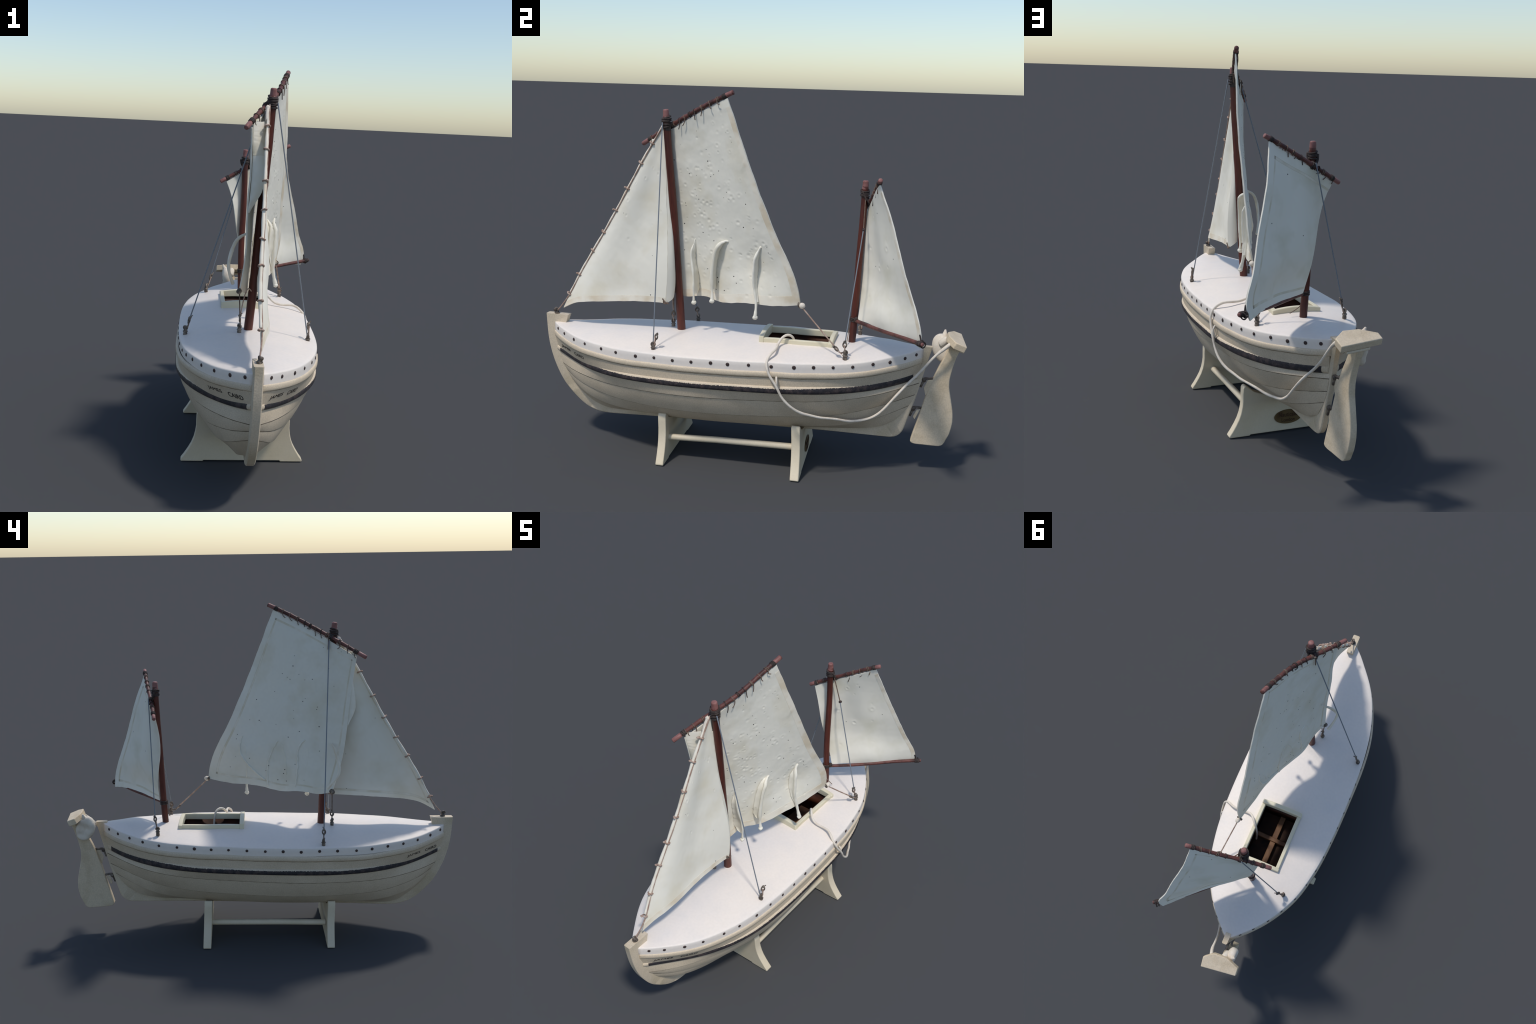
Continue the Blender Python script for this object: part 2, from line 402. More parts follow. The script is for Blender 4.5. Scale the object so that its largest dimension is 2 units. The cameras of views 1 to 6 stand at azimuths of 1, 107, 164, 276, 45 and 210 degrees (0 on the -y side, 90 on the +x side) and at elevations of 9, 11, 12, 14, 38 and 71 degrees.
# stem, keel and sternpost as one backbone
OUT = [(-1.0, .607), (-.996, .547), (-.988, .473), (-.969, .395), (-.943, .329), (-.909, .268), (-.866, .217), (-.816, .172), (-.772, .146), (-.728, .133), (-.66, .129), (-.5, .135),
       (-.2, .143), (.1, .150), (.33, .155), (.6, .156), (.685, .157), (.715, .167), (.738, .192), (.754, .24), (.786, .345), (.81, .44), (.832, .53), (.85, .599)]
INN = [(-.886, .607), (-.90, .55), (-.90, .473), (-.89, .40), (-.87, .345), (-.84, .29), (-.80, .25), (-.76, .22), (-.72, .20), (-.68, .19), (-.62, .18), (-.5, .175),
       (-.2, .175), (.1, .18), (.3, .19), (.5, .22), (.58, .26), (.62, .30), (.66, .33), (.68, .37), (.71, .42), (.735, .48), (.765, .545), (.795, .601)]


def dens(P, n):
    P = np.array(P); s = np.linspace(0, len(P) - 1, n); return np.stack([spline(np.arange(len(P)), P[:, i], s) for i in range(2)], 1)


O2, I2 = dens(OUT, 120), dens(INN, 120)
half = np.interp(O2[:, 0], [-1, -.6, 0, .6, .85], [.0185, .0175, .017, .0145, .0135])
sec = []
for (oy, oz), (iy, iz), h in zip(O2, I2, half):
    d = unit(np.array([iy - oy, iz - oz])); c = .005
    sec.append([(-h, iy, iz), (-h, oy + d[0] * c, oz + d[1] * c), (-h + c * .8, oy, oz), (h - c * .8, oy, oz), (h, oy + d[0] * c, oz + d[1] * c), (h, iy, iz)])
sec = np.array(sec); n, m = sec.shape[:2]
F = grid_faces(n, m, wrap=True) + [tuple(range(m)), tuple((n - 1) * m + j for j in range(m))[::-1]]
STEM = mk("keel_and_stem", W(sec).reshape(-1, 3), F, M["stem"], HULL, 40)
# small knees that fill the angle between stem and sheer strakes
# ------------------------------------------------------------------ deck
u = np.linspace(-.957, .811, 150); bb = np.maximum(band_b(u), .010); zz = band_z(u)
cols = np.concatenate([[-1], np.linspace(-1, 1, 41), [1]])
G = []
for y, b, z in zip(u, bb, zz):
    top = z + .018; cr = .123 * b; row = [(-b + .010, y, z - .024), (-b, y, z - .024), (-b, y, z - .004), (-b, y, top - .006), (-b + .0015, y, top - .002)]
    for s in np.linspace(-1, 1, 37):
        x = s * (b - .004); row.append((x, y, top + cr * (1 - s * s)))
    row += [(b - .0015, y, top - .002), (b, y, top - .006), (b, y, z - .004), (b, y, z - .024), (b - .010, y, z - .024)]
    G.append(row)
G = np.array(G); G[..., 2] += .0008 * fbm(G * [1, 1, 0] * 3.0, 5, 3)
HX0, HX1, HY0, HY1 = -.100, .100, .092, .400
DECK = mk("deck", W(G).reshape(-1, 3), grid_faces(*G.shape[:2]), M["deck"], None, 35)
bm = bmesh.new(); bm.from_mesh(DECK.data)
for x, nn in ((HX0, ATH), (HX1, ATH)):
    bmesh.ops.bisect_plane(bm, geom=bm.verts[:] + bm.edges[:] + bm.faces[:], plane_co=W((x, 0, 0)), plane_no=nn)
for y, nn in ((HY0, AFT), (HY1, AFT)):
    bmesh.ops.bisect_plane(bm, geom=bm.verts[:] + bm.edges[:] + bm.faces[:], plane_co=W((0, y, 0)), plane_no=nn)
kill = []
for f in bm.faces:
    c = np.array(f.calc_center_median()) - ORG; x, y = c @ ATH, c @ AFT
    if HX0 < x < HX1 and HY0 < y < HY1: kill.append(f)
bmesh.ops.delete(bm, geom=kill, context="FACES"); bm.to_mesh(DECK.data); bm.free()
deck_z = lambda x, y: float(band_z(y) + .018 + .123 * band_b(y) * (1 - (x / max(float(band_b(y)), .02)) ** 2))
so = DECK.modifiers.new("thickness", "SOLIDIFY"); so.thickness = .005; so.offset = -1

# bolts along the deck edge, spaced as on the model
SB = [-.922, -.870, -.797, -.723, -.626, -.546, -.445, -.355, -.268, -.182, -.093, -.017, .076, .175, .273, .356, .438, .519, .602, .672, .734, .781]
PB = [-.931, -.871, -.797, -.718, -.636, -.555, -.477, -.383, -.295, -.205, -.117, -.030, .060, .150, .235, .318, .405, .497, .583, .655, .722, .775]
V = []; F = []; seg = 14
for r, h in ((.0074, -.002), (.0074, .0012), (.0058, .0026), (.0028, .0032)):
    V += [(r * math.cos(2 * math.pi * k / seg), r * math.sin(2 * math.pi * k / seg), h) for k in range(seg)]
F = grid_faces(4, seg, wrap=True) + [tuple(3 * seg + k for k in range(seg))]
BM = bpy.data.meshes.new("bolt"); BM.from_pydata(V, [], F); BM.materials.append(M["bolt"]); BM.polygons.foreach_set("use_smooth", [True] * len(F))
for side, Y in ((1, SB), (-1, PB)):
    for y in Y:
        e = 1e-3; tn = np.array([side * float(band_b(y + e) - band_b(y - e)) / (2 * e), 1, 0]); nn = unit(np.array([tn[1], -tn[0], 0])) * side
        nw = nn[0] * ATH + nn[1] * AFT
        o = add("bolt", BM, DECK); p = W((side * float(band_b(y)), y, float(band_z(y)) + rng.normal() * .0012))
        o.rotation_mode = "QUATERNION"; o.rotation_quaternion = Vector(nw).to_track_quat("Z", "Y"); o.location = p
        s = 1 + rng.normal() * .07; o.scale = (s, s, 1)

# ------------------------------------------------------------------ hatch
HATCH = add("hatch", bpy.data.meshes.new("hatch"), None)
g = Geo()
for x0, x1 in ((-.107, -.089), (.090, .108)):   # long side coamings
    xm = (x0 + x1) / 2
    ys = np.linspace(.098, .394, 12)
    A = np.array([[(x0, y, deck_z(xm, y) - .012), (x0, y, deck_z(xm, y) + .019), (x1, y, deck_z(xm, y) + .019), (x1, y, deck_z(xm, y) - .012)] for y in ys])
    V = W(A).reshape(-1, 3); F = grid_faces(12, 4, wrap=True) + [(0, 1, 2, 3), (47, 46, 45, 44)]
    o = mk("coaming", V, F, M["coaming"], HATCH, 30); bevel(o, .003)
for y0, y1, hgt in ((.078, .100, .034), (.392, .412, .024)):    # arched end boards
    xs = np.linspace(-.109, .110, 17); A = []
    for x in xs:
        z = deck_z(x, (y0 + y1) / 2); t = z + hgt - .002 + .006 * (1 - (x / .11) ** 2) - .004
        A.append([(x, y0, z - .012), (x, y0, t), (x, y1, t), (x, y1, z - .012)])
    A = np.array(A); o = mk("coaming", W(A).reshape(-1, 3), grid_faces(17, 4, wrap=True) + [(0, 1, 2, 3), (67, 66, 65, 64)], M["coaming"], HATCH, 30); bevel(o, .003)
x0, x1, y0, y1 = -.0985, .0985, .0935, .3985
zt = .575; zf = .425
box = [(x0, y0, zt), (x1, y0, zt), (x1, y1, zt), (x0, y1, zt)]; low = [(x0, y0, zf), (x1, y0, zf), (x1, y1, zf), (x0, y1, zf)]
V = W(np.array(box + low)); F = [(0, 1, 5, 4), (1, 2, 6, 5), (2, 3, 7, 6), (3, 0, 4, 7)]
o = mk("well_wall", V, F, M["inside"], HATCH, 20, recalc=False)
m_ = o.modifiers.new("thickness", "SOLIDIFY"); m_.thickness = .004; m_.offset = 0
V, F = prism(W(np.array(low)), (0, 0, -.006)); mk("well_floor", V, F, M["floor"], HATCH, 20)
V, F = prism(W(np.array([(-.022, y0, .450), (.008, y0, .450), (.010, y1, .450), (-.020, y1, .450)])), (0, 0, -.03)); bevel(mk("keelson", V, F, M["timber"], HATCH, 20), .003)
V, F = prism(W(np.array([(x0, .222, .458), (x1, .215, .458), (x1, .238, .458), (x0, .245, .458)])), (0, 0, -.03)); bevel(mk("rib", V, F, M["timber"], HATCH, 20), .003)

# ------------------------------------------------------------------ stand
STAND = add("stand", bpy.data.meshes.new("stand"), None)
prof = [(.000, .0), (.2640, .0), (.2660, .006), (.2610, .014), (.2520, .026), (.2350, .053), (.2215, .078), (.2115, .105), (.2060, .130), (.2030, .155), (.2030, .190), (.2020, .214), (.1970, .224), (.1880, .226), (.150, .196), (.10, .178), (.0, .158)]
P = np.array(prof); K = np.concatenate([P[:1], P[1:]]);
right = K; left = K[1:-1][::-1] * [-1, 1]
poly = np.concatenate([right, left])
notch = []
for x, z in poly: notch.append((x, z))
notch[0:1] = [(-.17, 0), (-.165, .005), (.165, .005), (.17, 0)]
poly = np.array(notch)
for y0, y1, dz in ((-.367, -.330, 0.0), (.2585, .2985, .006)):
    A = np.array([(x - .007, y0 + .032 * (x - .007) - .008 * z / .22 * (y0 < 0) - .010 * z / .22 * (y0 > 0), z + (dz * min(1, z / .15))) for x, z in poly]); d = AFT * (y1 - y0)
    V, F = prism(W(A), d); o = mk("stand_leg", V, F, M["stand"], STAND, 30)
    bevel(o, .004, 3, 50)
for x, za, zb in ((.150, .099, .118), (-.158, .092, .098)):
    V, F = tube(W(np.array([(x, -.335, za), (x, -.1, (za + zb) / 2 + .001), (x, .275, zb)])), .0145, 16, dome=False); mk("stand_rail", V, F, M["stand"], STAND, 60)
# oval maker's plaque on the after leg
t = np.linspace(0, 2 * math.pi, 48, endpoint=False); A = np.array([(-.02 + .067 * math.cos(k), .2985 + .032 * (-.02 + .067 * math.cos(k)) + .002 - .010 * (.070 + .033 * math.sin(k)) / .22, .070 + .033 * math.sin(k)) for k in t])
V, F = prism(W(A), AFT * .0026); PLQ = mk("plaque", V, F, M["plaque"], STAND, 30)


def text_mesh(body, size):
    cu = bpy.data.curves.new("letters", "FONT"); cu.body = body; cu.size = size; cu.extrude = 0; cu.resolution_u = 3
    o = bpy.data.objects.new("letters", cu); bpy.context.scene.collection.objects.link(o)
    dg = bpy.context.evaluated_depsgraph_get(); me = bpy.data.meshes.new_from_object(o.evaluated_get(dg))
    bpy.data.objects.remove(o); bpy.data.curves.remove(cu)
    bm = bmesh.new(); bm.from_mesh(me)
    bmesh.ops.triangulate(bm, faces=bm.faces)
    e = bmesh.ops.extrude_face_region(bm, geom=bm.faces[:]); vs = [v for v in e["geom"] if isinstance(v, bmesh.types.BMVert)]
    for v in vs: v.co.z += 1.0
    V = np.array([v.co[:] for v in bm.verts]); bm.verts.index_update(); F = [[v.index for v in f.verts] for f in bm.faces]; bm.free()
    bpy.data.meshes.remove(me)
    w0, w1 = V[:, 0].min(), V[:, 0].max(); h0, h1 = V[:, 1].min(), V[:, 1].max()
    V[:, 0] = (V[:, 0] - w0) / (w1 - w0); V[:, 1] = (V[:, 1] - h0) / (h1 - h0)
    return V, F      # unit box, z 0 or 1


for body, zc, w, h in (("Nauticalia", .081, .092, .020), ("London", .0555, .064, .0165)):
    V, F = text_mesh(body, 1.0); A = np.stack([-.02 + w * (.5 - V[:, 0]), .3027 + .032 * (-.02 + w * (.5 - V[:, 0])) + .0012 * V[:, 2] - .010 * (zc + h * (V[:, 1] - .5)) / .22, zc + h * (V[:, 1] - .5)], 1)
    # seen from astern the letters read from starboard to port
    mk("plaque_lettering", W(A), F, M["plaque_ink"], PLQ, 20)

# boat's name on both bows
sb_, wt_ = line("strake_bottom"), line("wale_bottom")


def bow_point(side, y, t, off):
    out = []
    for yy, tt, oo in zip(y, t, off):
        b0, z0 = max(float(band_b(yy)) - .002, .012), float(band_z(yy)) - .050
        b1, z1 = max(float(wale_b(yy)) - .009, .012), float(wale_bot(yy))
        b = b0 * (1 - tt) + b1 * tt + float(swell(np.array(yy), side)); z = z0 * (1 - tt) + z1 * tt
        e = .004; db = (float(band_b(yy + e)) - float(band_b(yy - e))) / (2 * e)
        n = unit(np.array([side * 1.0, -db, -(b0 - b1) / max(z0 - z1, .01) * 1.0]))
        out.append(np.array([side * b, yy, z]) + n * oo)
    return np.array(out)


for side, words in ((1, (("JAMES", -.905, -.836), ("CAIRD", -.807, -.741))), (-1, (("JAMES", -.744, -.818), ("CAIRD", -.847, -.913)))):
    for body, ya, yb in words:
        V, F = text_mesh(body, 1.0)
        y = ya + (yb - ya) * V[:, 0]
        zc = .4505 - (y + .745) * .075; z = zc + .0172 * (V[:, 1] - .5)
        zs = band_z(y) - .050; t = (zs - z) / (zs - wale_bot(y))
        off = -.0004 + .0011 * V[:, 2]
        mk("name_lettering", W(bow_point(side, y, t, off)), F, M["ink"], HULL, 20)

# ------------------------------------------------------------------ rudder and yoke
RUD = [(.776, .150), (.800, .135), (.905, .130), (.930, .150), (.948, .190), (.959, .245), (.957, .295), (.945, .355), (.935, .405), (.934, .450), (.944, .505), (.960, .560), (.972, .605), (.930, .612),
       (.905, .556), (.884, .509), (.862, .455), (.835, .375), (.812, .285), (.790, .205)]
rp = np.array(RUD); nr = len(rp); s = np.linspace(0, nr, 120, endpoint=False)
ext = np.concatenate([rp[-3:], rp, rp[:3]]); kk = np.arange(-3, nr + 3)
ry = np.interp(s, kk, ext[:, 0]) * .45 + spline(kk, ext[:, 0], s) * .55; rz = np.interp(s, kk, ext[:, 1]) * .45 + spline(kk, ext[:, 1], s) * .55
cx = lambda y, z: -.005 - .105 * (y - .776) - .05 * max(z - .48, 0)
hw = lambda y: np.interp(y, [.77, .84, .95], [.021, .016, .014])
A = np.array([(cx(y, z) + hw(y), y, z) for y, z in zip(ry, rz)]); B = np.array([(cx(y, z) - hw(y), y, z) for y, z in zip(ry, rz)])
nn_ = len(A); V = W(np.concatenate([A, B])); F = [tuple(range(nn_)), tuple(range(2 * nn_ - 1, nn_ - 1, -1))] + [(i, (i + 1) % nn_, nn_ + (i + 1) % nn_, nn_ + i) for i in range(nn_)]
RUDDER = bevel(mk("rudder", V, F, M["rudder"], None, 30), .004, 3, 50)
yk = np.array([(.060, .998, .626), (-.118, .976, .637), (-.116, .938, .649), (-.045, .914, .662), (.022, .918, .662), (.066, .950, .644)])
V, F = prism(W(yk), .98 * (W((-.002, -.012, -.030)) - W((0, 0, 0)))); YOKE = bevel(mk("rudder_yoke", V, F, M["rudder"], RUDDER, 20), .004, 3, 25)
V, F = prism(W(np.array([(.034, .985, .598), (-.07, .972, .604), (-.07, .945, .606), (.03, .95, .606)])), (0, 0, -.010)); bevel(mk("yoke_pad", V, F, M["rudder"], RUDDER, 20), .003)
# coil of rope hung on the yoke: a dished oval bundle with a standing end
cc = np.array([-.060, .895, .579]); g = Geo()
Vb = []; SEG, RNG = 36, 14
ax_y = unit(np.array([0.1, .35, -1.0])); ax_f = unit(np.cross(ax_y, [1, 0, 0]))
for i in range(RNG + 1):
    tt = math.pi * i / RNG
    for j in range(SEG):
        ph = 2 * math.pi * j / SEG
        rad = math.sin(tt); dep = math.cos(tt)
        dish = -.018 * math.exp(-(rad / .6) ** 2) * (1 if dep > 0 else 0) + .0025 * math.sin(4.5 * math.sin(ph) * rad * 2) * (dep > 0)
        q = cc + ax_y * (.068 * rad * math.sin(ph)) + ax_f * (.047 * rad * math.cos(ph)) + np.array([-1.0, .15, 0]) * (.030 * np.sign(dep) * abs(dep) ** .7 + dish)
        Vb.append(q)
g.put(W(np.array(Vb)), grid_faces(RNG + 1, SEG, wrap=True))
V, F = tube(W(np.array([(-.060, .898, .625), (-.075, .900, .645), (-.081, .901, .660)])), [.017, .010, .004], 10); g.put(V, F)
V, F = tube(W(np.array([(-.040, .890, .605), (-.030, .912, .628), (-.028, .925, .636)])), [.022, .017, .012], 10); g.put(V, F)
g.done("rope_coil", M["rope"], RUDDER, 60)
# pintles and gudgeons
for ya, za, yb, zb in ((.818, .441, .860, .450), (.778, .300, .818, .306)):
    g = Geo(); V, F = tube(W(np.array([(0, ya - .006, za + .002), (0, ya + .008, za + .008), (-.002, (ya + yb) / 2, za + .008), (-.006, yb, zb)])), .0062, 8); g.put(V, F)
    V, F = ball(W((0, ya + .004, za)), (.010, .010, .012), 10, 6); g.put(V, F)
    V, F = tube(W(np.array([(0, ya + .003, za), (0, ya - .010, za - .034)])), .0052, 8); g.put(V, F)
    g.done("pintle", M["metal"], RUDDER)
for pl in ([(.862, .446), (.838, .442), (.822, .405), (.832, .366)], [(.812, .300), (.796, .296), (.782, .262), (.790, .250)]):
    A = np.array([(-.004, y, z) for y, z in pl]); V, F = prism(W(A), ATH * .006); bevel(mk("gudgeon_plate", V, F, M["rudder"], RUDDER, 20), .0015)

# ------------------------------------------------------------------ spars
def spar(name, pts, r0, r1, mat, parent=None, seg=20, wob=.0006, n=60):
    P = path(pts, n); r = np.linspace(r0, r1, n) + wob * fbm(P * (6 if n < 100 else 16), 3, 3)
    V, F = tube(P, r, seg); return mk(name, V, F, mat, parent, 60), P


MAIN_PTS = [(.021, -.318, .555), (.026, -.321, .62), (.043, -.334, .875), (.058, -.350, 1.146), (.074, -.366, 1.377), (.081, -.376, 1.52), (.0835, -.379, 1.57)]
MAST, MP = spar("main_mast", MAIN_PTS, .0195, .0165, M["mast"])
V, F = tube(path([(.0827, -.378, 1.555), (.0838, -.379, 1.585), (.0845, -.380, 1.601)], 12), np.linspace(.0163, .0135, 12), 20); mk("mast_cap", V, F, M["cap"], MAST, 60)
MIZ_PTS = [(-.045, .485, .57), (-.046, .488, .62), (-.052, .495, .808), (-.050, .501, .991), (-.050, .508, 1.158), (-.052, .511, 1.27), (-.052, .512, 1.30)]
MIZ, ZP = spar("mizzen_mast", MIZ_PTS, .0165, .0145, M["mast"])
V, F = tube(path([(-.052, .511, 1.288), (-.052, .512, 1.305), (-.052, .512, 1.322)], 10), np.linspace(.0148, .013, 10), 20); mk("mast_cap", V, F, M["cap"], MIZ, 60)
YARD_PTS = [(-.015, -.535, 1.442), (.045, -.390, 1.520), (.097, -.266, 1.584), (.124, -.151, 1.642), (.142, -.045, 1.689)]
YARD, YP = spar("main_yard", YARD_PTS, .0093, .0103, M["spar"], None, 14, .0011, 120)
MYARD_PTS = [(-.172, .498, 1.158), (-.066, .531, 1.221), (.029, .566, 1.275), (.106, .592, 1.319), (.174, .614, 1.353)]
MYARD, QP = spar("mizzen_yard", MYARD_PTS, .0086, .0092, M["spar"], None, 14, .0011, 120)
BOOM_PTS = [(-.034, .500, .694), (.088, .620, .699), (.195, .737, .706), (.312, .840, .718)]
BOOM, BP = spar("mizzen_boom", BOOM_PTS, .0082, .0088, M["spar"], None, 14, .0005)
for P, par, r in ((YP, YARD, .0100), (QP, MYARD, .0092)):       # paler pinkish ends
    for a in (P[:9], P[-9:]):
        d = unit(a[-1] - a[0]); V, F = tube(np.array([a[0] + d * 0, a[-1]]) + 0, r + .0006, 14); mk("pale_end", V, F, M["cap"], par, 60)
a = BP[-3:]; V, F = tube(a + unit(a[-1] - a[0]) * .002, .0076, 14); mk("pale_end", V, F, M["cap"], BOOM, 60)


def at(P, f):
    f = np.clip(f, 0, 1) * (len(P) - 1); i = min(int(f), len(P) - 2); return P[i] + (P[i + 1] - P[i]) * (f - i), unit(P[i + 1] - P[i])


def lashings(P, parent, fr, R, down, name="lashing"):
    """turns of cord round a spar with loose ends hanging onto the sail"""
    for f in fr:
        p, t = at(P, f); g = Geo(); k = rng.normal(size=3) * .12
        for q in range(rng.integers(1, 3)):
            V, F = torus(p + t * (q - .5) * .006, unit(t + k * (1 + q)), R + .0012, .0022, 16, 6); g.put(V, F)
        for sgn in (1, -1):
            if rng.random() < .8:
                L = rng.uniform(.012, .030); e = p + down * (R + L) + t * rng.normal() * .012 + sgn * ATH * .012
                V, F = tube(path([p + sgn * ATH * (R + .001), p + down * (R + L * .4) + sgn * ATH * .012, e], 6), .0020, 6); g.put(V, F)
        g.done(name, M["cord"] if rng.random() < .6 else M["lash"], parent)


DOWN = np.array([.0, .0, -1.0])
lashings(YP, YARD, [.12, .19, .27, .40, .47, .53, .58, .64, .71, .79, .86], .0098, DOWN)
lashings(QP, MYARD, [.12, .22, .30, .55, .64, .74, .84], .0090, DOWN)


def binding(P, f0, f1, R, parent, n=5, mat="lash"):
    g = Geo(); a, t = at(P, f0); b, _ = at(P, f1)
    for i in range(n):
        p = a + (b - a) * i / (n - 1); V, F = torus(p, unit(t + rng.normal(size=3) * .10), R, .0034, 18, 7); g.put(V, F)
    g.done("lashing", M[mat], parent)


for f in (.085, .91):
    binding(YP, f, f + .025, .0098, YARD, 4)
    binding(QP, f, f + .03, .0090, MYARD, 4)
binding(BP, .945, .985, .0088, BOOM, 6)

# mast-head lashings that hold the yards
for c, R, zz0, zz1, ax, yd, par in ((np.array([.0825, -.3775, 0]), .0185, 1.527, 1.570, unit(np.array([.03, -.02, .5])), at(YP, .36)[0], MAST),
                                    (np.array([-.0515, .5113, 0]), .0168, 1.258, 1.282, np.array([0, 0, 1.0]), at(QP, .37)[0], MIZ)):
    g = Geo(); n = 7 if par is MAST else 4
    for i in range(n):
        z = zz0 + (zz1 - zz0) * i / (n - 1); V, F = torus(c + [0, 0, z], unit(ax + rng.normal(size=3) * .13), R + rng.uniform(-.0005, .002), .0038, 20, 7); g.put(V, F)
    mid = np.array([c[0], c[1], zz0])
    for k in range(5):                 # crossing turns from mast to yard
        o = rng.normal(size=3) * .004; w = unit(yd - mid); sidev = unit(np.cross(w, [0, 0, 1.0])) * (.018 if k % 2 else -.018)
        V, F = tube(path([mid + sidev + o + [0, 0, .016], (mid + yd) / 2 + sidev * .8 + o, yd + w * .011 + o + [0, 0, (-1) ** k * .004]], 10), .0038, 7); g.put(V, F)
    for k in range(3):
        V, F = torus(yd + at(YP if par is MAST else QP, .36)[1] * (k - 1) * .007, unit(at(YP if par is MAST else QP, .36)[1] + rng.normal(size=3) * .1), .0115, .0032, 16, 7); g.put(V, F)
    g.done("masthead_lashing", M["lash"], par)
V, F = tube(path([(.0815, -.376, 1.53), (.080, -.374, 1.512)], 6), [.0180, .0178, .0175, .0172, .017, .0168], 20); mk("masthead_tar", V, F, M["lash"], MAST, 60)
# boom jaw
g = Geo()
for z in (.690, .697, .704):
    V, F = torus((-.0485, .4915, z), (0.05, 0.05, 1), .0172, .003, 18, 7); g.put(V, F)
V, F = ball((-.030, .504, .700), (.011, .011, .014), 10, 6); g.put(V, F)
g.done("boom_lashing", M["lash"], BOOM)

# ------------------------------------------------------------------ sails
def coons(head, foot, luff, leech, nu, nv):
    """head and foot run luff to leech, luff and leech run head to foot"""
    H, Fo, Lu, Le = path(head, nu), path(foot, nu), path(luff, nv), path(leech, nv)
    u = np.linspace(0, 1, nu)[None, :, None]; v = np.linspace(0, 1, nv)[:, None, None]
    return (1 - v) * H[None] + v * Fo[None] + (1 - u) * Lu[:, None] + u * Le[:, None] - ((1 - u) * (1 - v) * H[0] + u * (1 - v) * H[-1] + (1 - u) * v * Fo[0] + u * v * Fo[-1])


def sail(name, S, mat, parent, thick=.0045, ripple=.002, seed=0, dents=0, edge=.0012, hems=(), starboard=()):
    nv, nu = S.shape[:2]; N = grid_normals(S)
    if N[nv // 2, nu // 2, 0] < 0: N = -N
    U = np.linspace(0, 1, nu)[None, :]; Vv = np.linspace(0, 1, nv)[:, None]
    d = ripple * fbm(S * [2.6, 2.6, 1.6], seed, 4) * np.ones((nv, nu))
    crump = fbm(S * [9.0, 9.0, 8.0], seed + 3, 3); d = d + .0011 * np.clip(crump, -.4, 2) * (.4 + .6 * (fbm(S * 2.2, seed + 5, 2) > 0))
    pit = np.zeros((nv, nu))
    for _ in range(dents):
        c = S[int(rng.beta(2.2, 1.8) * (nv - 1)), int(rng.uniform(.12, .92) * (nu - 1))]; r = rng.uniform(.0028, .0065)
        q = ((S - c) ** 2).sum(-1); pit -= rng.uniform(.001, .0034) * np.exp(-q / r ** 2) - rng.uniform(0, .0012) * np.exp(-((np.sqrt(q) - 1.7 * r) / r) ** 2)
    jag = edge * fbm(S * 11.0, seed + 9, 3)
    S = S + N * d[..., None]
    for sl, k in ((np.s_[:, -1], 1), (np.s_[-1, :], 0)):
        tang = unit(S[:, -1] - S[:, -2]) if k else unit(S[-1] - S[-2]); S[sl] += tang * jag[sl][:, None]
    A = S + N * (thick / 2 + pit)[..., None]; B = S - N * (thick / 2 - .35 * pit)[..., None]
    V, F = shell(A, B); o = mk(name, V, F, mat, parent, 60)
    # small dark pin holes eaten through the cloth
    if dents > 8:
        g = Geo()
        for _ in range(34 if dents > 50 else 3):
            i, j = int(rng.beta(2, 1.6) * (nv - 3)) + 1, int(rng.uniform(.12, .93) * (nu - 3)) + 1; r = rng.uniform(.0014, .0030)
            for T, sg in ((A, 1), (B, -1)):
                V, F = ball(T[i, j] + N[i, j] * sg * .0001, (r, r, .0007), 9, 4, axes=np.array([unit(np.cross(N[i, j], [0, 0, 1.0])), unit(np.cross(N[i, j], np.cross(N[i, j], [0, 0, 1.0]))), N[i, j]]), lump=.2); g.put(V, F)
        h = g.done("pin_hole", M["ink"], o); h["kind"] = "stuff"
    # turned-over hems, a thin second layer along the edges on both faces
    for hname, (a0, a1, b0, b1) in hems:
        for sgn, T in ((-1, B),):
            i0, i1, j0, j1 = int(a0 * (nv - 1)), int(a1 * (nv - 1)), int(b0 * (nu - 1)), int(b1 * (nu - 1))
            G = T[i0:i1 + 1, j0:j1 + 1]; n = N[i0:i1 + 1, j0:j1 + 1] * sgn
            V, F = shell(G + n * .0014, G - n * .001); mk(hname, V, F, mat, o, 60)
            # line of stitching, stained tan, just inside the hem
            w = 2
            if a1 - a0 < .1: T2 = (slice(i1, i1 + w + 1) if a0 < .5 else slice(i0 - w, i0 + 1), slice(j0, j1 + 1))
            else: T2 = (slice(i0, i1 + 1), slice(j1, j1 + w + 1) if b0 < .5 else slice(j0 - w, j0 + 1))
            G = T[T2]; n = N[T2] * sgn
            if min(G.shape[:2]) > 1: V, F = shell(G + n * .0007, G - n * .001); mk("hem_stitching", V, F, M["stain"], o, 60)
    for a0, a1, b0, b1 in starboard:
        i0, i1, j0, j1 = int(a0 * (nv - 1)), int(a1 * (nv - 1)), int(b0 * (nu - 1)), int(b1 * (nu - 1))
        G = A[i0:i1 + 1, j0:j1 + 1]; n = N[i0:i1 + 1, j0:j1 + 1]
        V, F = shell(G + n * .0005, G - n * .001); mk("hem", V, F, M["hem"], o, 60)
    return o, S, N


